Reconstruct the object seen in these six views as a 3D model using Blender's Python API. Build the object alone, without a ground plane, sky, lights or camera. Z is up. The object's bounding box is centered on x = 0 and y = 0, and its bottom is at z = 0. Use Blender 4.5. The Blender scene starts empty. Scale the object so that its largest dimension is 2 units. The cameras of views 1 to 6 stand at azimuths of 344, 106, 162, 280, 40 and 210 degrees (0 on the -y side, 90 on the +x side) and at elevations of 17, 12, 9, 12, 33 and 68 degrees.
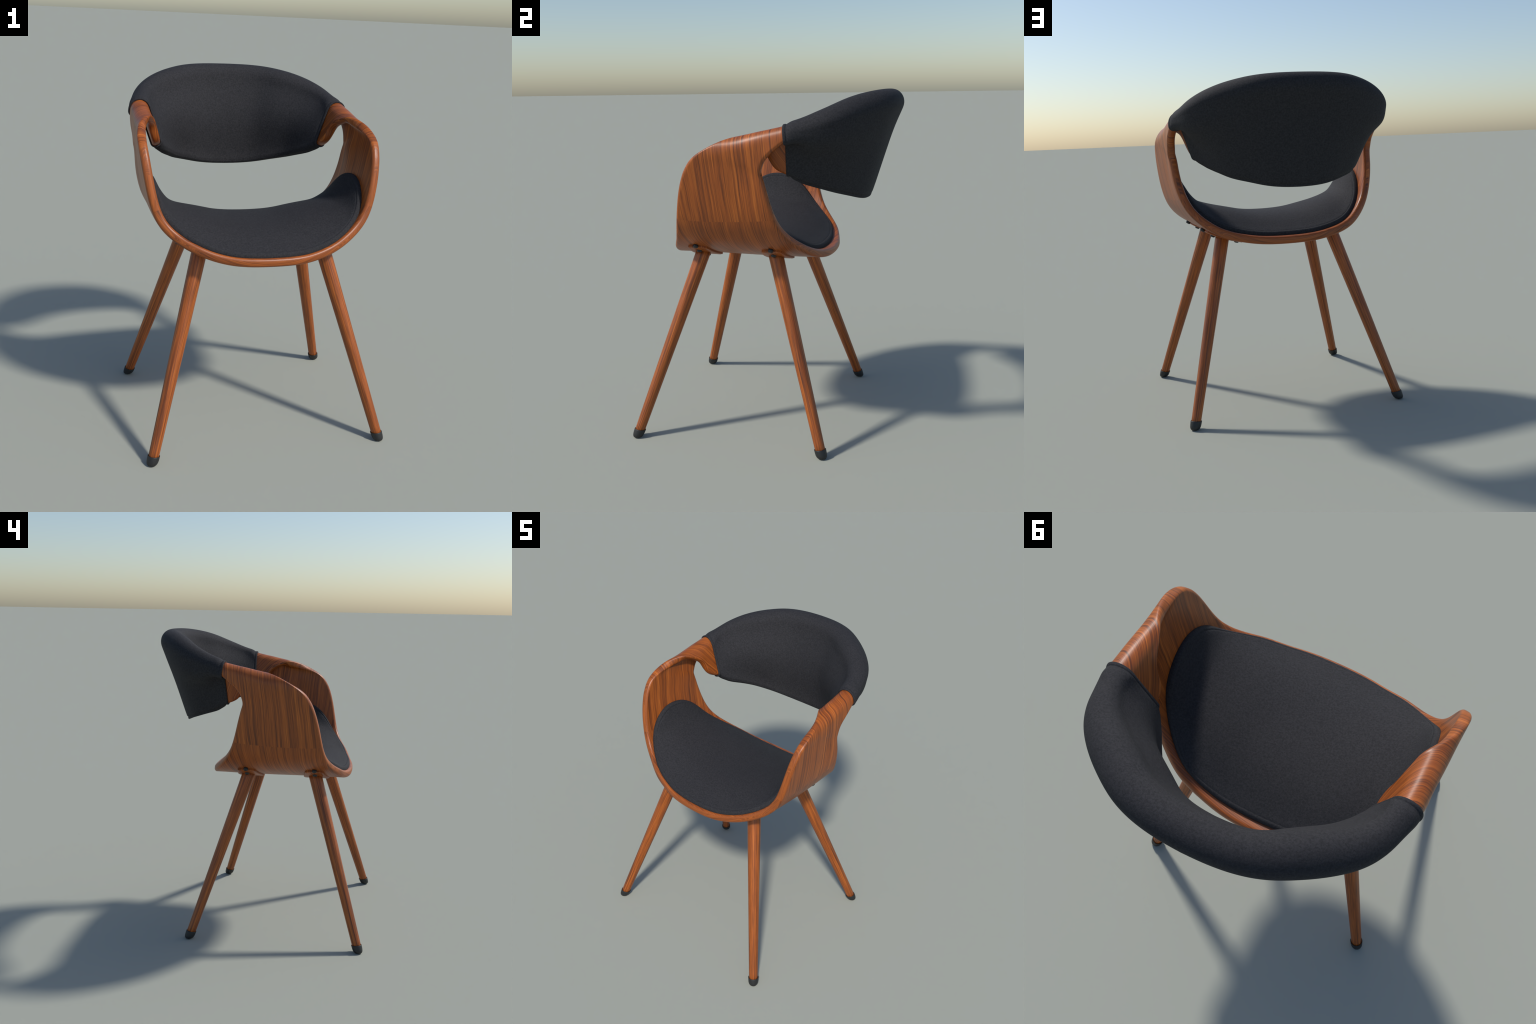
"""Bentwood armchair: one moulded plywood band (seat + arms), a padded wrap-around
backrest sleeve, a seat pad and four splayed tapered legs with rubber feet."""
import bpy, bmesh, math
import numpy as np
from mathutils import Vector, Matrix

# ------------------------------------------------------------------ shape data
# Ribs of the plywood band for the +x half.  Each rib runs across the band
# from its front / inner edge to its rear / outer edge (7 control points); ribs
# go from the middle of the seat, up the side, over the arm, to the backrest.
SHELL_RIBS = [
    [(0.000, -0.599, 1.062), (0.000, -0.524, 1.059), (0.000, -0.376, 1.053), (0.000, -0.145, 1.047), (0.000, 0.108, 1.054), (0.000, 0.271, 1.055), (0.000, 0.351, 1.058)],
    [(0.142, -0.599, 1.062), (0.137, -0.524, 1.059), (0.136, -0.376, 1.053), (0.152, -0.145, 1.047), (0.168, 0.108, 1.054), (0.149, 0.271, 1.055), (0.127, 0.351, 1.058)],
    [(0.258, -0.569, 1.073), (0.259, -0.496, 1.073), (0.260, -0.349, 1.080), (0.279, -0.126, 1.084), (0.294, 0.112, 1.080), (0.272, 0.257, 1.077), (0.251, 0.324, 1.072)],
    [(0.374, -0.546, 1.114), (0.375, -0.469, 1.115), (0.382, -0.325, 1.118), (0.396, -0.119, 1.119), (0.399, 0.091, 1.113), (0.386, 0.227, 1.110), (0.381, 0.294, 1.105)],
    [(0.481, -0.490, 1.162), (0.485, -0.429, 1.172), (0.494, -0.310, 1.174), (0.501, -0.132, 1.169), (0.493, 0.048, 1.167), (0.478, 0.171, 1.164), (0.473, 0.236, 1.158)],
    [(0.582, -0.443, 1.255), (0.583, -0.399, 1.254), (0.579, -0.305, 1.250), (0.573, -0.153, 1.251), (0.570, -0.003, 1.257), (0.575, 0.095, 1.260), (0.576, 0.143, 1.259)],
    [(0.626, -0.416, 1.427), (0.619, -0.381, 1.406), (0.613, -0.295, 1.400), (0.613, -0.162, 1.399), (0.609, -0.038, 1.407), (0.622, 0.050, 1.426), (0.619, 0.098, 1.442)],
    [(0.645, -0.373, 1.587), (0.641, -0.343, 1.560), (0.643, -0.252, 1.572), (0.637, -0.139, 1.553), (0.622, -0.040, 1.544), (0.629, 0.035, 1.541), (0.620, 0.073, 1.534)],
    [(0.660, -0.287, 1.692), (0.663, -0.255, 1.695), (0.643, -0.170, 1.721), (0.638, -0.095, 1.695), (0.629, -0.022, 1.669), (0.632, 0.036, 1.617), (0.634, 0.061, 1.572)],
    [(0.623, -0.146, 1.750), (0.617, -0.132, 1.730), (0.631, -0.074, 1.724), (0.645, -0.038, 1.690), (0.636, 0.018, 1.631), (0.636, 0.057, 1.609), (0.632, 0.072, 1.605)],
    [(0.560, -0.021, 1.743), (0.580, -0.004, 1.746), (0.637, 0.008, 1.772), (0.658, 0.016, 1.751), (0.627, 0.058, 1.694), (0.640, 0.076, 1.665), (0.637, 0.087, 1.643)],
    [(0.536, 0.080, 1.683), (0.540, 0.094, 1.692), (0.560, 0.080, 1.722), (0.583, 0.098, 1.808), (0.658, 0.113, 1.750), (0.643, 0.110, 1.699), (0.643, 0.116, 1.674)],
    [(0.531, 0.175, 1.539), (0.532, 0.160, 1.554), (0.531, 0.164, 1.647), (0.537, 0.170, 1.764), (0.634, 0.176, 1.819), (0.631, 0.174, 1.757), (0.633, 0.167, 1.712)],
]
BACK_STATIONS = [
    (0.602, 0.195, 1.778,  0.503, 0.177, 1.565,  0.037, 0.032,  0.012, -0.029,  0.051),
    (0.579, 0.292, 1.816,  0.455, 0.257, 1.528,  0.049, 0.029,  0.020, -0.018,  0.041),
    (0.540, 0.386, 1.840,  0.411, 0.340, 1.502,  0.063, 0.028,  0.037, -0.003,  0.040),
    (0.460, 0.475, 1.870,  0.359, 0.421, 1.470,  0.077, 0.029,  0.044, 0.004,  0.017),
    (0.336, 0.562, 1.900,  0.256, 0.481, 1.443,  0.085, 0.026,  0.046, 0.001,  0.013),
    (0.190, 0.658, 1.924,  0.139, 0.537, 1.404,  0.079, 0.021,  0.035, -0.007,  -0.009),
    (0.000, 0.658, 1.923,  0.000, 0.537, 1.404,  0.079, 0.021,  0.035, -0.007,  -0.009),
]

# (BACK_STATIONS: centre of top roll xyz, centre of lower edge xyz, roll radius,
#  lower radius, front bulge, back bulge, overhang of the roll - from the arm end to the middle.)

PLY = 0.024            # half thickness of the plywood
LEG_FOOT = (0.655, -0.713, 0.402)     # |x|, front y, rear y on the ground
LEG_SEAT = (0.388, -0.415, 0.105)     # the same at z = 0.95
GRAIN_SEAM_ROW = 0.437                # where the seat veneer meets the arm veneer


# ------------------------------------------------------------------ maths
def bspline_matrix(n, m):
    """Clamped uniform cubic B-spline basis, m samples x n controls."""
    k = 3
    t = np.concatenate([[0] * k, np.linspace(0, 1, n - k + 1), [1] * k])
    x = np.linspace(0, 1 - 1e-9, m) if np.isscalar(m) else np.clip(np.asarray(m, float), 0, 1 - 1e-9)
    B = np.array([(x >= t[i]) & (x < t[i + 1]) for i in range(len(t) - 1)], float)
    for d in range(1, k + 1):
        rows = []
        for i in range(len(t) - 1 - d):
            a = (x - t[i]) / (t[i + d] - t[i]) * B[i] if t[i + d] > t[i] else 0 * x
            b = (t[i + d + 1] - x) / (t[i + d + 1] - t[i + 1]) * B[i + 1] if t[i + d + 1] > t[i + 1] else 0 * x
            rows.append(a + b)
        B = np.array(rows)
    return B.T


def unit(v):
    return v / (np.linalg.norm(v, axis=-1, keepdims=True) + 1e-12)


RIBS = np.array(SHELL_RIBS, float)


def shell_mid(us, ts):
    """Middle surface of the plywood, its outward normal and across direction."""
    Bu, Bt = bspline_matrix(len(RIBS), us), bspline_matrix(RIBS.shape[1], ts)
    S = np.einsum('ms,kt,stc->mkc', Bu, Bt, RIBS)
    e = 1e-3
    Bu2, Bu1 = bspline_matrix(len(RIBS), us + e), bspline_matrix(len(RIBS), us - e)
    Bt2, Bt1 = bspline_matrix(RIBS.shape[1], ts + e), bspline_matrix(RIBS.shape[1], ts - e)
    du = np.einsum('ms,kt,stc->mkc', Bu2 - Bu1, Bt, RIBS)
    dt = np.einsum('ms,kt,stc->mkc', Bu, Bt2 - Bt1, RIBS)
    du[us <= e] *= (1, 0, 0)
    return S, unit(np.cross(dt, du)), unit(dt)


def smooth_rows(P, n):
    """Blur a stack of closed loops a little along u (keeps the ends)."""
    for _ in range(n):
        Q = P.copy()
        Q[1:-1] = .25 * P[:-2] + .5 * P[1:-1] + .25 * P[2:]
        P = Q
    return P


def resample_open(P, n):
    d = np.r_[0, np.cumsum(np.linalg.norm(np.diff(P, axis=0), axis=1))]
    q = np.linspace(0, d[-1], n)
    return np.stack([np.interp(q, d, P[:, i]) for i in range(3)], 1)


def sstep(x):
    x = np.clip(x, 0, 1)
    return x * x * (3 - 2 * x)


# ------------------------------------------------------------------ objects
def new_object(name, verts, faces, mat, parent=None, smooth=True):
    me = bpy.data.meshes.new(name)
    me.from_pydata([tuple(map(float, v)) for v in verts], [], [tuple(map(int, f)) for f in faces])
    me.materials.append(mat)
    me.polygons.foreach_set('use_smooth', [smooth] * len(me.polygons))
    me.update()
    ob = bpy.data.objects.new(name, me)
    bpy.context.scene.collection.objects.link(ob)
    if parent is not None:
        ob.parent = parent
    return ob


def fix_normals(ob):
    bm = bmesh.new()
    bm.from_mesh(ob.data)
    bmesh.ops.recalc_face_normals(bm, faces=bm.faces)
    bm.to_mesh(ob.data)
    bm.free()


def tube_faces(R, K, cap_start=None, cap_end=None):
    i, j = np.meshgrid(np.arange(R - 1), np.arange(K), indexing='ij')
    a = i * K + j
    b = i * K + (j + 1) % K
    f = np.stack([a, b, b + K, a + K], -1).reshape(-1, 4).tolist()
    return f


def lathe(profile, seg=40):
    """profile: (radius, z) list from bottom to top; returns verts, faces."""
    vs, fs = [], []
    for r, z in profile:
        for k in range(seg):
            a = 2 * math.pi * k / seg
            vs.append((r * math.cos(a), r * math.sin(a), z))
    n = len(profile)
    for i in range(n - 1):
        for k in range(seg):
            a, b = i * seg + k, i * seg + (k + 1) % seg
            fs.append((a, b, b + seg, a + seg))
    fs.append(tuple(range(seg))[::-1])
    fs.append(tuple(range((n - 1) * seg, n * seg)))
    return vs, fs


# ------------------------------------------------------------------ materials
class Nodes:
    def __init__(self, name):
        self.mat = bpy.data.materials.new(name)
        self.mat.use_nodes = True
        self.t = self.mat.node_tree
        self.bsdf = self.t.nodes['Principled BSDF']

    def n(self, kind, **props):
        nd = self.t.nodes.new(kind)
        for k, v in props.items():
            setattr(nd, k, v)
        return nd

    def link(self, a, b):
        self.t.links.new(a, b)

    def put(self, sock, v):
        if isinstance(v, (int, float, tuple, list)):
            sock.default_value = v
        else:
            self.link(v, sock)

    def math(self, op, a, b=0.0, c=None, clamp=False):
        nd = self.n('ShaderNodeMath', operation=op, use_clamp=clamp)
        self.put(nd.inputs[0], a)
        self.put(nd.inputs[1], b)
        if c is not None:
            self.put(nd.inputs[2], c)
        return nd.outputs[0]

    def mapr(self, v, a, b, lo=0.0, hi=1.0, smooth=False):
        nd = self.n('ShaderNodeMapRange', interpolation_type='SMOOTHSTEP' if smooth else 'LINEAR')
        self.put(nd.inputs[0], v)
        for i, x in enumerate((a, b, lo, hi)):
            nd.inputs[1 + i].default_value = x
        return nd.outputs[0]

    def xyz(self, x, y, z):
        nd = self.n('ShaderNodeCombineXYZ')
        for s, v in zip(nd.inputs, (x, y, z)):
            self.put(s, v)
        return nd.outputs[0]

    def split(self, v):
        nd = self.n('ShaderNodeSeparateXYZ')
        self.link(v, nd.inputs[0])
        return nd.outputs

    def noise(self, vec, scale=1.0, detail=2.0, rough=0.5, dist=0.0):
        nd = self.n('ShaderNodeTexNoise')
        self.link(vec, nd.inputs['Vector'])
        nd.inputs['Scale'].default_value = scale
        nd.inputs['Detail'].default_value = detail
        nd.inputs['Roughness'].default_value = rough
        nd.inputs['Distortion'].default_value = dist
        return nd.outputs[0]

    def ramp(self, fac, stops):
        nd = self.n('ShaderNodeValToRGB')
        self.put(nd.inputs[0], fac)
        el = nd.color_ramp.elements
        while len(el) < len(stops):
            el.new(0.5)
        for e, (p, c) in zip(el, stops):
            e.position = p
            e.color = (*c, 1)
        return nd.outputs[0]

    def mix(self, fac, a, b, mode='MIX'):
        nd = self.n('ShaderNodeMix', data_type='RGBA', blend_type=mode)
        self.put(nd.inputs[0], fac)
        for s, v in ((nd.inputs[6], a), (nd.inputs[7], b)):
            self.put(s, (*v, 1) if isinstance(v, tuple) and len(v) == 3 else v)
        return nd.outputs[2]

    def bump(self, h, strength, dist):
        nd = self.n('ShaderNodeBump')
        nd.inputs['Strength'].default_value = strength
        nd.inputs['Distance'].default_value = dist
        self.link(h, nd.inputs['Height'])
        self.link(nd.outputs[0], self.bsdf.inputs['Normal'])

    def coord(self, which='Object'):
        return self.n('ShaderNodeTexCoord').outputs[which]


WOOD_DARK = (0.110, 0.029, 0.0085)
WOOD_MID = (0.325, 0.080, 0.0120)
WOOD_LIGHT = (0.520, 0.145, 0.0210)


def wood_finish(m, stripe, fine, tint=1.0):
    col = m.ramp(stripe, [(0.28, WOOD_DARK), (0.40, tuple(.55 * a + .45 * b for a, b in zip(WOOD_DARK, WOOD_MID))),
                          (0.50, WOOD_MID), (0.60, tuple(.7 * a + .3 * b for a, b in zip(WOOD_MID, WOOD_LIGHT))),
                          (0.70, WOOD_LIGHT)])
    pores = m.mapr(fine, 0.35, 0.62, 0.72 * tint, 1.12 * tint)
    col = m.mix(1.0, col, m.xyz(pores, pores, pores), 'MULTIPLY')
    m.link(col, m.bsdf.inputs['Base Color'])
    m.bsdf.inputs['Roughness'].default_value = 0.41
    m.bsdf.inputs['Specular IOR Level'].default_value = 0.47
    m.bump(fine, 0.05, 0.002)
    return m.mat


def ply_material(name, lower, lean=0.0, seed=0.0):
    """Veneer of the bent band: grain lines lie in planes of nearly equal depth (y),
    leaning on the inner arm flaps, and follow the rim on the exposed edge."""
    m = Nodes(name)
    x, y, z = m.split(m.coord())
    ax = m.math('ABSOLUTE', x)
    if lower:
        d = m.math('MULTIPLY_ADD', x, 0.22, y)
    else:
        inner = m.math('MAXIMUM', m.math('SUBTRACT', 0.632, ax), 0.0)
        inner = m.math('MULTIPLY', m.math('MULTIPLY', inner, inner), 11.0)
        high = m.mapr(z, 1.50, 1.60, smooth=True)
        d = m.math('SUBTRACT', y, m.math('MULTIPLY', inner, high))
        side = m.math('MULTIPLY', m.math('SIGN', x), 0.09)
        d = m.math('MULTIPLY_ADD', m.math('SUBTRACT', z, 1.3), side, d)
    # slow wander of the lines
    w = m.noise(m.xyz(m.math('MULTIPLY', x, 1.3), m.math('MULTIPLY', y, 3.0),
                      m.math('ADD', m.math('MULTIPLY', z, 1.7), seed)), 1.6, 2.0, 0.5)
    d = m.math('MULTIPLY_ADD', m.math('SUBTRACT', w, 0.5), 0.026, d)
    # rim: rings round the U of the band
    zz = m.math('MULTIPLY', m.math('SUBTRACT', z, 1.66), 1.07)
    rad = m.math('SQRT', m.math('ADD', m.math('MULTIPLY', x, x), m.math('MULTIPLY', zz, zz)))
    geo = m.n('ShaderNodeNewGeometry')
    ny = m.math('ABSOLUTE', m.split(geo.outputs['Normal'])[1])
    rim = m.mapr(ny, 0.72, 0.95, smooth=True)
    if lower:
        d = m.math('ADD', m.math('MULTIPLY', m.math('SUBTRACT', 1.0, rim), d), m.math('MULTIPLY', rim, rad))
    else:
        # distance behind the curved front edge of the arm: lines run along the edge
        curve = m.n('ShaderNodeFloatCurve')
        pts = [(0.0, 0.02), (0.32, 0.07), (0.58, 0.18), (0.76, 0.33), (0.86, 0.54), (0.90, 0.80), (1.0, 1.0)]
        c = curve.mapping.curves[0]
        for k, (px, py) in enumerate(pts):
            if k < 2:
                c.points[k].location = (px, py)
            else:
                c.points.new(px, py)
        curve.mapping.update()
        m.link(m.mapr(z, 1.30, 1.80), curve.inputs['Value'])
        edge = m.math('MULTIPLY_ADD', curve.outputs[0], 0.36, -0.452)
        e = m.math('SUBTRACT', y, edge)
        near = m.math('MULTIPLY', m.mapr(e, 0.040, 0.012, smooth=True), m.mapr(z, 1.745, 1.715, smooth=True))
        rim = m.math('MAXIMUM', m.math('MULTIPLY', rim, m.mapr(z, 1.60, 1.50)), near)
        rd = m.math('MULTIPLY_ADD', rad, 0.15, m.math('MULTIPLY', e, 0.8))
        d = m.math('ADD', m.math('MULTIPLY', m.math('SUBTRACT', 1.0, rim), d), m.math('MULTIPLY', rim, rd))
    f = 58.0 if lower else 44.0
    sx = m.math('MULTIPLY', x, 0.9)
    sz = m.math('ADD', m.math('MULTIPLY', z, 0.9), seed + (3.7 if lower else 0.0))
    broad = m.noise(m.xyz(sx, m.math('MULTIPLY', d, f * 0.75), sz), 1.0, 1.0, 0.5)
    lines = m.noise(m.xyz(sx, m.math('MULTIPLY', d, f * 3.6), m.math('ADD', sz, 9.1)), 1.0, 2.0, 0.55)
    streak = m.noise(m.xyz(m.math('MULTIPLY', x, 5.0), m.math('MULTIPLY', d, f * 5.0), m.math('MULTIPLY', z, 5.0)), 1.0, 1.0, 0.5)
    a, b, c = (0.34, 0.56, 0.22) if lower else (0.44, 0.58, 0.22)
    stripe = m.math('ADD', m.math('MULTIPLY', broad, a), m.math('MULTIPLY', lines, b))
    stripe = m.math('MULTIPLY_ADD', streak, c, stripe)
    gain = 1.0 if lower else 1.16            # contrast about the middle tone
    mid = 0.492 if lower else 0.512
    stripe = m.math('MULTIPLY_ADD', stripe, gain, mid - gain * (a + b + c) * .5)
    fine = m.noise(m.xyz(m.math('MULTIPLY', x, 7.0), m.math('MULTIPLY', d, 330.0), m.math('MULTIPLY', z, 7.0)),
                   1.0, 2.0, 0.6)
    return wood_finish(m, stripe, fine)


def leg_material():
    m = Nodes('leg_wood')
    x, y, z = m.split(m.coord())
    rnd = m.n('ShaderNodeObjectInfo').outputs['Random']
    off = m.math('MULTIPLY', rnd, 40.0)
    v = m.xyz(m.math('MULTIPLY_ADD', x, 125.0, off), m.math('MULTIPLY', y, 125.0), m.math('MULTIPLY', z, 1.3))
    stripe = m.math('MULTIPLY_ADD', m.noise(v, 1.0, 3.0, 0.55, 0.2), 0.9, 0.058)
    fine = m.noise(m.xyz(m.math('MULTIPLY', x, 300.0), m.math('MULTIPLY', y, 300.0), m.math('MULTIPLY', z, 8.0)),
                   1.0, 2.0, 0.6)
    return wood_finish(m, stripe, fine)


def fabric_material():
    m = Nodes('charcoal_wool')
    v = m.coord()
    a = m.noise(v, 115.0, 3.0, 0.6, 0.4)
    b = m.noise(v, 420.0, 2.0, 0.6)
    h = m.math('ADD', m.math('MULTIPLY', a, 0.6), m.math('MULTIPLY', b, 0.4))
    col = m.ramp(h, [(0.40, (0.0190, 0.0188, 0.0212)), (0.60, (0.0335, 0.033, 0.0368))])
    m.link(col, m.bsdf.inputs['Base Color'])
    m.bsdf.inputs['Roughness'].default_value = 0.85
    m.bsdf.inputs['Specular IOR Level'].default_value = 0.25
    m.bump(h, 0.5, 0.004)
    return m.mat


def plain_material(name, col, rough):
    m = Nodes(name)
    n = m.noise(m.coord(), 160.0, 2.0)
    k = m.mapr(n, 0.3, 0.7, 0.85, 1.15)
    m.link(m.mix(1.0, col, m.xyz(k, k, k), 'MULTIPLY'), m.bsdf.inputs['Base Color'])
    m.bsdf.inputs['Roughness'].default_value = rough
    return m.mat


SEAT_WOOD = ply_material('seat_veneer', True)
ARM_WOOD = ply_material('arm_veneer', False)
LEG_WOOD = leg_material()
FABRIC = fabric_material()
RUBBER = plain_material('black_rubber', (0.017, 0.0175, 0.0175), 0.5)
BOLT = plain_material('black_bolt', (0.016, 0.017, 0.017), 0.45)

chair = bpy.data.objects.new('armchair', None)
bpy.context.scene.collection.objects.link(chair)
chair['label'] = 'bentwood armchair with charcoal fabric seat and wrap-around backrest'
chair['category'] = 'chair'


# ------------------------------------------------------------------ plywood band
NU, NT = 240, 64
CORNER = 0.018         # rounding of the exposed plywood edge


ARM_CENTRE_X, ARM_ROLL_W, ARM_ROLL_H = 0.609, 0.031, 0.031   # rolled arm top (middle of the ply)
# inner edge of the arm where it turns down into the flap that enters the sleeve
ARM_FLAP_EDGE = [(0.549, 0.040, 1.706), (0.538, 0.076, 1.672), (0.526, 0.090, 1.628), (0.516, 0.104, 1.595),
                 (0.509, 0.133, 1.573), (0.504, 0.175, 1.557)]
ARM_OUTER_END = (0.634, 0.190, 1.729)  # outer lower edge at the sleeve


def arm_top(y):
    """Height of the middle of the ply along the top of the arm: a straight
    line that falls away in a curve towards the front."""
    z = 1.754 + 0.22 * y
    if y < -0.13:
        z -= 0.9 * (y + 0.13) ** 2
    return z


def arm_section(A, B, n):
    """Inverted-J section of the arm: inner edge A, up over a roll, down to the outer edge B."""
    xc, w, h = ARM_CENTRE_X, ARM_ROLL_W, ARM_ROLL_H
    y_ridge = .5 * (A[1] + B[1])
    for _ in range(5):
        zc = max(arm_top(y_ridge), A[2]) - h
        xc = ARM_CENTRE_X - 0.03 * y_ridge       # the arms close in slightly to the rear
        if A[0] > xc:            # front of the arm: only the outer shoulder is rolled
            pts = [A] + [np.array([A[0] + (xc + w - A[0]) * math.sin(a), 0, zc + (A[2] - zc) * math.cos(a)])
                         for a in np.linspace(0, math.pi / 2, 20)[1:]]
        else:
            pts, a0, first = [A, np.array([xc - w, 0, zc])], math.pi, 0
            if A[2] >= zc:
                pts, a0, first = [A], min(max(math.atan2((A[2] - zc) / h, (A[0] - xc) / w), 0), math.pi), 1
            for a in np.linspace(a0, 0, 30)[first:]:
                pts.append(np.array([xc + w * math.cos(a), 0, zc + h * math.sin(a)]))
        P = np.array(pts + [B])
        d = np.r_[0, np.cumsum(np.linalg.norm(np.diff(P[:, [0, 2]], axis=0), axis=1))]
        P[:, 1] = A[1] + d / d[-1] * (B[1] - A[1])
        y_ridge = P[P[:, 2].argmax(), 1]
    return resample_open(P, n)


def band_middle(us, n):
    """Middle surface of the whole half band with the arm roll worked in."""
    S, _, _ = shell_mid(us, np.linspace(0, 1, n))
    w = np.clip((us - .85) / .15, 0, 1)[:, None] ** 2
    A = S[:, 0].copy()
    j = int(.895 * len(us))
    tail = np.concatenate([A[j - 1:j], np.array(ARM_FLAP_EDGE)])
    A[j:] = resample_open(tail, len(us) - j + 1)[1:]
    crest = 1.762 + .22 * A[:, 1] - np.where(A[:, 1] < -.13, .9 * (A[:, 1] + .13) ** 2, 0)
    gap = np.clip(.5 + .5 * (crest - A[:, 2]) / .025, 0, 1)          # smooth minimum
    soft = gap * A[:, 2] + (1 - gap) * crest - .025 * gap * (1 - gap)
    A[:, 2] += sstep((us - .58) / .08) * (soft - A[:, 2])
    for k in range(40):
        A[1:-1] += ((us > .6) & ((us < .86) | (k < 6)))[1:-1, None] * (.25 * A[:-2] - .5 * A[1:-1] + .25 * A[2:])
    B = S[:, -1] + w * (np.array(ARM_OUTER_END) - S[-1, -1])
    S[:, 0], S[:, -1] = A, B
    for i, u in enumerate(us):
        if u > .45:
            k = sstep((u - .45) / .15)
            S[i] = (1 - k) * S[i] + k * resample_open(S[i], n)
        k = sstep((u - 0.56) / 0.26)
        if k > 0:
            S[i] = (1 - k) * S[i] + k * arm_section(A[i], B[i], n)
    # fair the surface: much along the arm root, little close to the sleeve
    along = (sstep((us - .48) / .08) * (1 - .93 * sstep((us - .80) / .12)))[1:-1, None, None]
    across = sstep((us - .66) / .06)[:, None, None]
    for it in range(48):
        Q = S.copy()
        Q[1:-1] += along * (.25 * S[:-2] - .5 * S[1:-1] + .25 * S[2:])
        S = Q
        S[:, 0], S[:, -1] = A, B
        if it % 4 == 0:
            Q = S.copy()
            Q[:, 1:-1] += across * (.25 * S[:, :-2] - .5 * S[:, 1:-1] + .25 * S[:, 2:])
            S = Q
    du = np.gradient(S, axis=0)
    du[0] *= (1, 0, 0)
    dt = np.gradient(S, axis=1)
    return S, unit(np.cross(dt, du)), unit(dt)


def band_loops(extend=2):
    us = np.linspace(0, 1, NU)
    S, N, L = band_middle(us, NT)
    if extend:      # run on under the backrest sleeve
        step = unit(S[-1] - S[-4]).mean(0) * 0.012
        for _ in range(extend):
            S = np.concatenate([S, S[-1:] + step]); N = np.concatenate([N, N[-1:]]); L = np.concatenate([L, L[-1:]])
    arc = np.cumsum(np.linalg.norm(np.diff(S, axis=1, prepend=S[:, :1]), axis=2), axis=1)
    tot = arc[:, -1:]
    rows = []
    for i in range(len(S)):
        # inset the flat faces by the corner radius at both edges
        q = np.linspace(CORNER, tot[i, 0] - CORNER, NT)
        P = np.stack([np.interp(q, arc[i], S[i, :, c]) for c in range(3)], 1)
        n = unit(np.stack([np.interp(q, arc[i], N[i, :, c]) for c in range(3)], 1))
        ang = np.linspace(0, math.pi / 2, 7)[1:]
        def corner(pt, nn, ll, flip):
            out = []
            for a in (ang if not flip else ang[::-1]):
                s = 1 if not flip else -1
                out.append(pt + ll * CORNER * math.sin(a) + s * nn * (PLY - CORNER + CORNER * math.cos(a)))
            return out
        lr, lf = L[i, -1], -L[i, 0]
        outer = [p + PLY * k for p, k in zip(P, n)]
        inner = [p - PLY * k for p, k in zip(P, n)][::-1]
        loop = outer + corner(P[-1], n[-1], lr, False) + corner(P[-1], n[-1], lr, True) + inner \
            + corner(P[0], -n[0], lf, False) + corner(P[0], -n[0], lf, True)
        rows.append(loop)
    return np.array(rows)


half = band_loops()
R, K = half.shape[:2]
full = np.concatenate([(half * (-1, 1, 1))[::-1], half[1:]], 0)
RF = len(full)
faces = tube_faces(RF, K)
faces.append(tuple(range(K)))
faces.append(tuple(range((RF - 1) * K, RF * K))[::-1])
tmp = new_object('band_guide', full.reshape(-1, 3), faces, SEAT_WOOD)
fix_normals(tmp)
band_faces = [tuple(p.vertices) for p in tmp.data.polygons]
band_normals = np.zeros(len(tmp.data.vertices) * 3)
tmp.data.vertices.foreach_get('normal', band_normals)
band_normals = band_normals.reshape(-1, 3)
bpy.data.objects.remove(tmp)

seam = int(round(GRAIN_SEAM_ROW * (NU - 1)))
flat = full.reshape(-1, 3)
mid_row = R - 1


def band_part(name, keep, mat):
    fs = [f for f in band_faces if keep((min(f) // K), (max(f) // K))]
    used = sorted({v for f in fs for v in f})
    idx = {v: i for i, v in enumerate(used)}
    ob = new_object(name, flat[used], [[idx[v] for v in f] for f in fs], mat, chair)
    ob.data.normals_split_custom_set_from_vertices([tuple(n) for n in band_normals[used]])
    return ob


band_part('seat_shell', lambda a, b: a >= mid_row - seam and b <= mid_row + seam, SEAT_WOOD)
band_part('armrest', lambda a, b: a >= mid_row + seam, ARM_WOOD)
band_part('armrest', lambda a, b: b <= mid_row - seam, ARM_WOOD)


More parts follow.
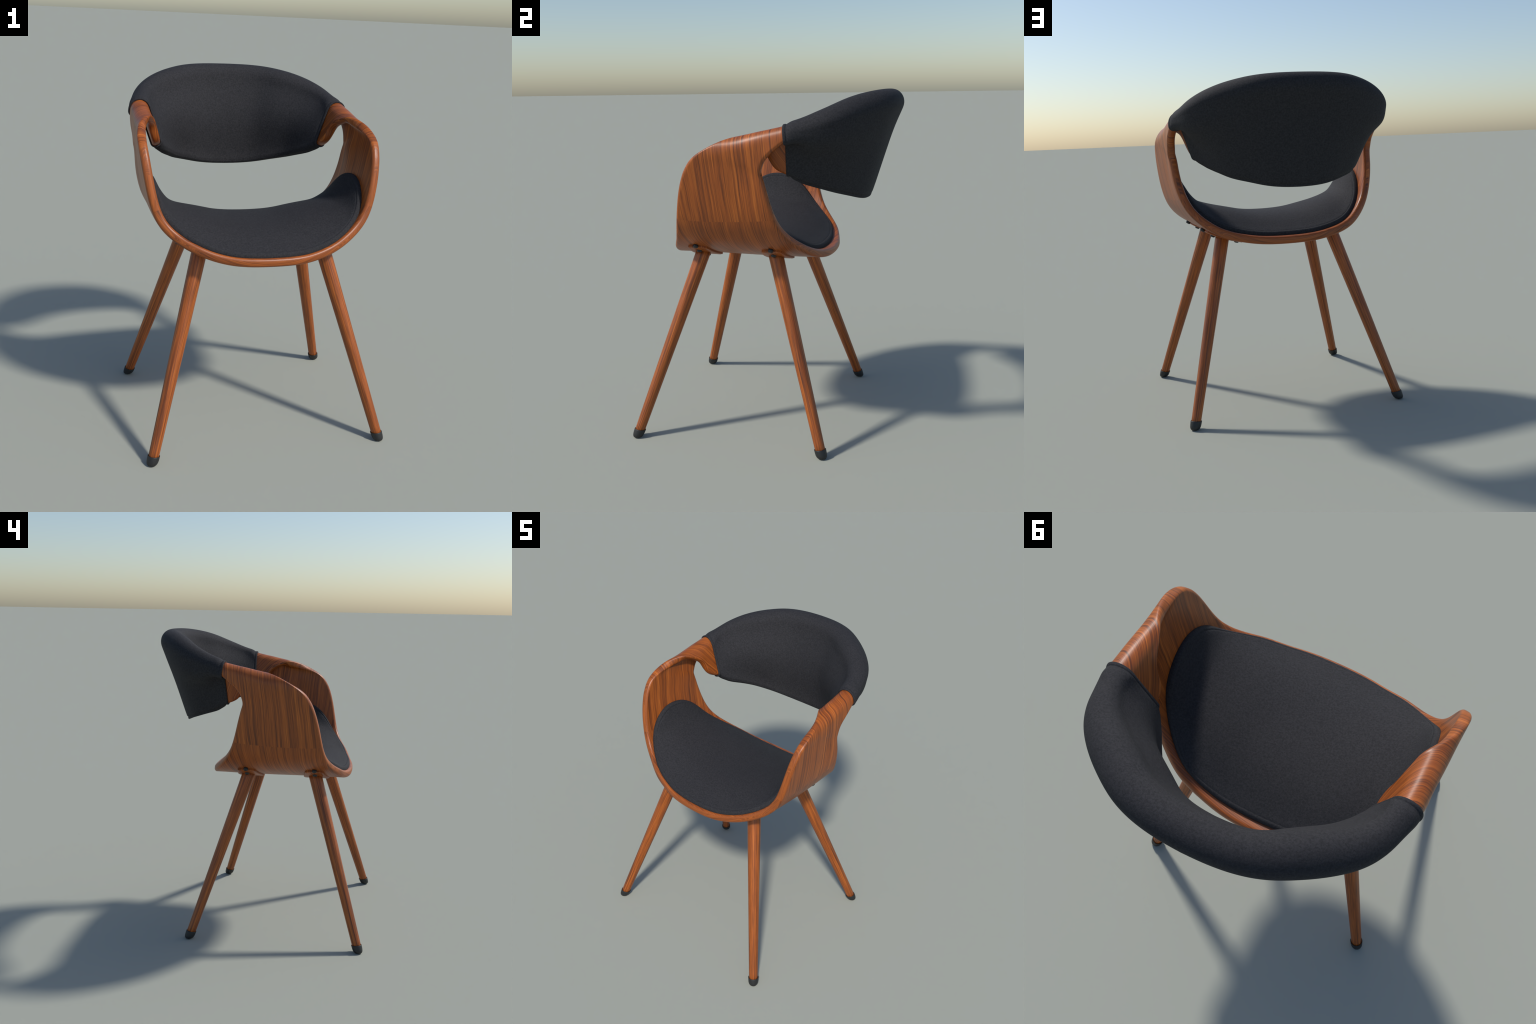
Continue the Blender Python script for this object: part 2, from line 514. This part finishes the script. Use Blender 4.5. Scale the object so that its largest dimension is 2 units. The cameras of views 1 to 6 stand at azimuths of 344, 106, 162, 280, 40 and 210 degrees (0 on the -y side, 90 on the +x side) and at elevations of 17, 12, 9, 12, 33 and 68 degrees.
# ------------------------------------------------------------------ seat pad
def pad_loops():
    U, HF, HR, TC = 0.527, 0.466, 0.462, 0.487
    nth = 220
    th = np.linspace(0, 2 * math.pi, nth, endpoint=False)
    c, s = np.cos(th), np.sin(th)
    bu = np.sign(c) * U * np.abs(c) ** (2 / 5.0)
    hw = np.where(s < 0, HF, HR)
    bt = np.sign(s) * hw * np.abs(s) ** (2 / 2.3)
    # re-space the border evenly
    P = np.stack([bu * 1.6, bt, 0 * bu], 1)
    P = resample_open(np.concatenate([P, P[:1]]), nth + 1)[:-1]
    bu, bt = P[:, 0] / 1.6, P[:, 1]

    def dome(u, t):
        """Height of the padding over its border."""
        side = np.clip(1 - (np.abs(u) / U) ** 2.2, 0, 1)
        deep = np.clip(1 - ((t - .509) / np.where(t < .509, .509, .451)) ** 2, 0, 1) ** .78
        rho = (np.abs(u) / U) ** 5 + (np.abs(t - TC) / np.where(t < TC, HF, HR)) ** 2.3
        return (0.106 * side * deep * np.clip(1 - rho ** 2.2, 0, 1))[:, None]

    def surface(u, t):
        au = np.abs(u)
        B, T = bspline_matrix(len(RIBS), au), bspline_matrix(RIBS.shape[1], t)
        pt = np.einsum('ms,mt,stc->mc', B, T, RIBS)
        e = 1e-3
        du = np.einsum('ms,mt,stc->mc', bspline_matrix(len(RIBS), au + e) - bspline_matrix(len(RIBS), np.maximum(au - e, 0)), T, RIBS)
        du[au < 2e-3] *= (1, 0, 0)
        dt = np.einsum('ms,mt,stc->mc', B, bspline_matrix(RIBS.shape[1], t + e) - bspline_matrix(RIBS.shape[1], t - e), RIBS)
        n = unit(np.cross(dt, du))
        m = np.stack([np.where(u < 0, -1.0, 1.0), np.ones_like(u), np.ones_like(u)], 1)
        return pt * m, n * m
    centre, _ = surface(np.zeros(1), np.full(1, TC))
    edge, _ = surface(bu, bt + TC)
    rad = np.linalg.norm(edge - centre, axis=1)
    rings = []
    for rho in np.linspace(0.01, 0.97, 14):      # underside, sunk into the plywood
        p, n = surface(bu * rho, bt * rho + TC)
        rings.append(p - n * (PLY - 0.008))
    # distance in from the border, height above the plywood
    prof = [(0.0, -0.008), (0.0, 0.006), (0.0012, 0.013), (0.004, 0.0185), (0.009, 0.0222), (0.014, 0.0232), (0.0175, 0.0228),
            (0.0195, 0.0222), (0.0215, 0.0228), (0.026, 0.0245), (0.034, 0.0255)]
    for d, h in prof:
        rho = 1 - d / rad
        p, n = surface(bu * rho, bt * rho + TC)
        rings.append(p - n * (PLY + h + dome(bu * rho, bt * rho + TC)))
    for k in np.linspace(0, 1, 30)[1:]:
        rho = (1 - 0.034 / rad) * (1 - k * 0.995)
        p, n = surface(bu * rho, bt * rho + TC)
        rings.append(p - n * (PLY + 0.0255 + dome(bu * rho, bt * rho + TC)))
    return np.array(rings)


pad = pad_loops()
pr, pk = pad.shape[:2]
f = tube_faces(pr, pk)
f.append(tuple(range((pr - 1) * pk, pr * pk)))
f.append(tuple(range(pk))[::-1])
pad_ob = new_object('seat_pad', pad.reshape(-1, 3), f, FABRIC, chair)
fix_normals(pad_ob)


# ------------------------------------------------------------------ backrest sleeve
def fitted_section(us, nout, nin):
    """Closed section loops: nout points up the back (lower edge -> top),
    nin points down the front."""
    st = np.array(BACK_STATIONS, float)
    S = bspline_matrix(len(st), us) @ st
    Ct, Cb = S[:, :3], S[:, 3:6]
    rt, rb, bf, bb = (S[:, i:i + 1] for i in (6, 7, 8, 9))
    lip = S[:, 10]                               # fullness of the outer side of the top roll
    mid = (Ct + Cb) / 2
    T = np.gradient(mid, axis=0)
    T[-1] = (-1, 0, 0)
    T = unit(T)
    a = unit(Ct - Cb)
    n = unit(np.cross(a, T))
    if (n[len(us) // 2] * (mid[len(us) // 2] * (1, 1, 0))).sum() < 0:
        n = -n
    loops = []
    for i in range(len(us)):
        def line(t, sgn, b):
            return (1 - t) * (Cb[i] + sgn * rb[i] * n[i]) + t * (Ct[i] + sgn * rt[i] * n[i]) + sgn * b[i] * 16 * t ** 2 * (1 - t) ** 2 * n[i] \
                + (lip[i] * math.exp(-((t - .78) / .25) ** 2) * n[i] if sgn > 0 else 0)
        out = [Cb[i] + rb[i] * (math.sin(x) * n[i] - math.cos(x) * a[i]) for x in np.linspace(0, math.pi / 2, 9)[:-1]]
        out += [line(t, 1, bb) for t in np.linspace(0, 1, 25)[:-1]]
        out += [Ct[i] + rt[i] * (math.cos(x) * n[i] + math.sin(x) * a[i]) + lip[i] * 0.46 * math.cos(x) ** 2 * n[i] for x in np.linspace(0, math.pi / 2, 13)]
        inn = [Ct[i] + rt[i] * (-math.sin(x) * n[i] + math.cos(x) * a[i]) for x in np.linspace(0, math.pi / 2, 13)[:-1]]
        inn += [line(t, -1, bf) for t in np.linspace(1, 0, 25)[:-1]]
        inn += [Cb[i] + rb[i] * (-math.cos(x) * n[i] - math.sin(x) * a[i]) for x in np.linspace(0, math.pi / 2, 9)]
        o, q = resample_open(np.array(out), nout + 1), resample_open(np.array(inn), nin + 1)
        loops.append(np.concatenate([o[:-1], q[:-1]]))
    return np.array(loops), mid


def sleeve():
    NO, NI, M = 130, 124, 150
    us = np.linspace(0, 1, M) ** 1.15
    fit, mid = fitted_section(us, NO, NI)
    # the arm end: hugs the J-shaped end of the plywood
    wood = half[NU - 1]
    cen = wood.mean(0)
    top = int(np.argmax(wood[:, 2]))
    bottom = int(np.argmin(wood[:, 2]))
    lp = np.roll(wood, -bottom, axis=0)
    ntop = (top - bottom) % len(wood)
    h1 = lp[:ntop + 1]
    h2 = np.concatenate([lp[ntop:], lp[:1]])
    # which half is the outer (longer in x) one
    if h1[:, 0].max() < h2[:, 0].max():
        h1, h2 = h2[::-1], h1[::-1]
    J = np.concatenate([resample_open(h1, NO + 1)[:-1], resample_open(h2, NI + 1)[:-1]])
    # outward offset in the section plane
    tan = np.roll(J, -1, 0) - np.roll(J, 1, 0)
    axis = unit(mid[8] - mid[0])
    off = unit(np.cross(tan, axis))
    if ((J + off * .01 - cen) ** 2).sum() < ((J - off * .01 - cen) ** 2).sum():
        off = -off
    for _ in range(6):
        off = unit(.25 * np.roll(off, 1, 0) + .5 * off + .25 * np.roll(off, -1, 0))
    dist = np.linalg.norm(mid - mid[0], axis=1)

    def collar(shift, grow):
        return J + axis * shift + off * grow
    rows = []
    # rolled hem, then a stitched groove
    hem = [(0.003, 0.0005), (0.000, 0.0035), (-0.0005, 0.007), (0.0015, 0.0098), (0.005, 0.011), (0.010, 0.0115),
           (0.0145, 0.0115), (0.0160, 0.0106), (0.0172, 0.0103), (0.020, 0.0113)]
    for sft, grow in hem:
        rows.append(collar(sft, grow))
    BL = 0.11
    for i in range(M):
        if dist[i] < 0.024 and i < M - 1:
            continue
        k = min(max((dist[i] - 0.02) / BL, 0), 1)
        w = 1 - (1 - k) ** 2
        if w >= 1:
            rows.append(fit[i])
        else:
            rows.append(fit[i] + (collar(0.0, 0.0118) - fit[0]) * (1 - w))
    P = np.array(rows)
    nh = len(hem)
    body = P[nh - 1:]
    # soften the section corners, more in the middle of the sleeve than at the collar
    for _ in range(10):
        sm = .25 * np.roll(body, 1, 1) + .5 * body + .25 * np.roll(body, -1, 1)
        wgt = np.ones((len(body), 1, 1)) * np.clip(np.arange(len(body)) / 20.0, 0, 1)[:, None, None]
        around = np.arange(body.shape[1])
        wgt = wgt * np.clip(np.minimum(around, body.shape[1] - around) / 16.0, 0.1, 1)[None, :, None]   # keep the lower edge crisp
        body = body * (1 - wgt) + sm * wgt
    body = smooth_rows(body, 8)
    # seam line a little above the lower edge, all round
    d = np.linalg.norm(np.diff(body, axis=1, append=body[:, :1]), axis=2)
    arc = np.cumsum(d, axis=1) - d
    per = d.sum(1, keepdims=True)
    arc = np.minimum(arc, per - arc)
    nrm = np.cross(np.roll(body, -1, 1) - np.roll(body, 1, 1), np.gradient(body, axis=0))
    nrm = unit(nrm)
    c0 = body.mean(1, keepdims=True)
    sg = np.sign((nrm * (body - c0)).sum(-1).mean())
    groove = np.exp(-((arc - 0.027) / 0.0045) ** 2) * 0.0045 - np.exp(-((arc - 0.013) / 0.008) ** 2) * 0.006
    back_side = np.arange(body.shape[1]) < NO // 2              # the seam shows on the back only
    groove = np.where(back_side, groove, groove * 0.25)
    fade = np.clip(np.arange(len(body)) / 14.0, 0, 1)[:, None]
    body = body - sg * nrm * (groove * fade)[..., None]
    body[-1, :, 0] = 0
    return np.concatenate([P[:nh - 1], body])


S = sleeve()
full_s = np.concatenate([S, (S * (-1, 1, 1))[::-1][1:]], 0)
sr, sk = full_s.shape[:2]
f = tube_faces(sr, sk)
f.append(tuple(range(sk))[::-1])
f.append(tuple(range((sr - 1) * sk, sr * sk)))
back = new_object('backrest', full_s.reshape(-1, 3), f, FABRIC, chair)
fix_normals(back)


# ------------------------------------------------------------------ legs
def leg_axis(sx, front):
    k = 1 if front else 2
    foot = Vector((sx * LEG_FOOT[0], LEG_FOOT[k], 0))
    top = Vector((sx * LEG_SEAT[0], LEG_SEAT[k], 0.95))
    return foot, (top - foot).normalized()


LEG_LEN = 1.185
leg_profile = [(0.004, 0.026), (0.026, 0.026)] + \
    [(0.0283 + (0.0432 - 0.0283) * k, 0.028 + (LEG_LEN - 0.028) * k) for k in np.linspace(0, 1, 24)]
lv, lf = lathe(leg_profile, 48)
# rubber cup: flat on the ground, so its rings lie between level and square to the leg
cap_profile = [(0.002, 0.0), (0.0185, 0.0), (0.0245, 0.003), (0.0290, 0.0085), (0.0316, 0.016), (0.0328, 0.026),
               (0.0335, 0.043), (0.0334, 0.0462), (0.0322, 0.0475), (0.0308, 0.0465), (0.0302, 0.043), (0.0285, 0.032)]
LEAN = math.atan2(0.399, 0.95)         # all four legs lean outward by the same angle


def leaning_cap(seg=48):
    """Cap in the leg's own frame: +z up the leg, +x outward."""
    vs = []
    for r, h in cap_profile:
        level = LEAN * (0.95 - 0.45 * h / 0.047)     # ring tilt against the leg's own z
        for k in range(seg):
            a = 2 * math.pi * k / seg
            x, y = r * math.cos(a), r * math.sin(a)
            vs.append((x * math.cos(level), y, h / math.cos(LEAN) - x * math.sin(level)))
    fs = []
    n = len(cap_profile)
    for i in range(n - 1):
        for k in range(seg):
            p, q = i * seg + k, i * seg + (k + 1) % seg
            fs.append((p, q, q + seg, p + seg))
    fs.append(tuple(range(seg))[::-1])
    fs.append(tuple(range((n - 1) * seg, n * seg)))
    return vs, fs


cv, cf = leaning_cap()
leg_mesh = cap_mesh = plate_mesh = bolt_mesh = None

bolt_profile = [(0.0135, -0.012), (0.0150, 0.000), (0.0150, 0.006), (0.0135, 0.0095), (0.0095, 0.012), (0.003, 0.0125)]
bv, bf_ = lathe(bolt_profile, 24)


def under_shell(x, y):
    """Point and outward normal of the underside of the band at (x, y), x > 0."""
    us, ts = np.linspace(0, .5, 260), np.linspace(0, 1, 120)
    G, N, _ = under_shell.cache if hasattr(under_shell, 'cache') else (None,) * 3
    if G is None:
        G, N, L = shell_mid(us, ts)
        G = G + N * PLY
        under_shell.cache = (G, N, L)
    k = np.unravel_index(((G[..., 0] - x) ** 2 + (G[..., 1] - y) ** 2).argmin(), G.shape[:2])
    return G[k], N[k]


def mounting_plate(sx, yc):
    """Rounded trapezoid block that follows the underside of the seat."""
    x0, x1, w0, w1, th = 0.238, 0.461, 0.088, 0.058, 0.013
    nx, ny = 26, 14
    top, bot = [], []
    for i in range(nx):
        k = i / (nx - 1)
        w = w0 + (w1 - w0) * k
        end = min(k, 1 - k) * (x1 - x0)
        r = 0.022
        if end < r:
            w -= r - math.sqrt(max(r * r - (r - end) ** 2, 0))
        for j in range(ny):
            y = yc + w * (2 * j / (ny - 1) - 1)
            p, n = under_shell(x0 + (x1 - x0) * k, y)
            p = np.array([x0 + (x1 - x0) * k, y, p[2]])
            edge = min(i, nx - 1 - i, j, ny - 1 - j)
            h = th if edge > 0 else th * 0.72
            top.append((p - n * 0.006) * (sx, 1, 1))
            bot.append((p + n * h) * (sx, 1, 1))
    vs = top + bot
    o = nx * ny
    fs = []
    for i in range(nx - 1):
        for j in range(ny - 1):
            a = i * ny + j
            fs.append((a, a + 1, a + ny + 1, a + ny))
            fs.append((o + a, o + a + ny, o + a + ny + 1, o + a + 1))
    ring = [i * ny for i in range(nx)] + [(nx - 1) * ny + j for j in range(1, ny)] + \
        [i * ny + ny - 1 for i in range(nx - 2, -1, -1)] + [j for j in range(ny - 2, 0, -1)]
    for a, b in zip(ring, ring[1:] + ring[:1]):
        fs.append((a, b, o + b, o + a))
    return vs, fs


for front in (True, False):
    for sx in (1, -1):
        foot, ax = leg_axis(sx, front)
        out = Vector((-ax.x, -ax.y, 0)).normalized()
        out = (out - ax * out.dot(ax)).normalized()       # frame: z up the leg, x outward
        rot = Matrix((out, ax.cross(out), ax)).transposed().to_4x4()
        if leg_mesh is None:
            leg = new_object('leg', lv, lf, LEG_WOOD, chair)
            fix_normals(leg)
            leg_mesh = leg.data
            cap = new_object('foot_cap', cv, cf, RUBBER, leg)
            fix_normals(cap)
            cap_mesh = cap.data
        else:
            leg = bpy.data.objects.new('leg', leg_mesh)
            cap = bpy.data.objects.new('foot_cap', cap_mesh)
            for o in (leg, cap):
                bpy.context.scene.collection.objects.link(o)
            leg.parent = chair
            cap.parent = leg
        m = rot
        # lower the leg until its cap just touches the ground
        low = min((m @ v.co).z for v in cap_mesh.vertices)
        leg.matrix_world = Matrix.Translation(foot + ax * (-low / ax.z)) @ m
        yc = -0.375 if front else 0.067
        pv, pf = mounting_plate(sx, yc)
        plate = new_object('mounting_plate', pv, pf, SEAT_WOOD, chair, smooth=False)
        fix_normals(plate)
        for bx in (0.468, 0.408, 0.262):
            p, n = under_shell(bx, yc)
            base = Vector(p) + Vector(n) * (0.006 if bx > 0.46 else 0.012)
            nn = Vector((n[0] * sx, n[1], n[2]))
            base.x *= sx
            if bolt_mesh is None:
                b = new_object('bolt', bv, bf_, BOLT, plate)
                fix_normals(b)
                bolt_mesh = b.data
            else:
                b = bpy.data.objects.new('bolt', bolt_mesh)
                bpy.context.scene.collection.objects.link(b)
                b.parent = plate
            b.matrix_world = Matrix.Translation(base) @ Vector((0, 0, 1)).rotation_difference(nn).to_matrix().to_4x4()
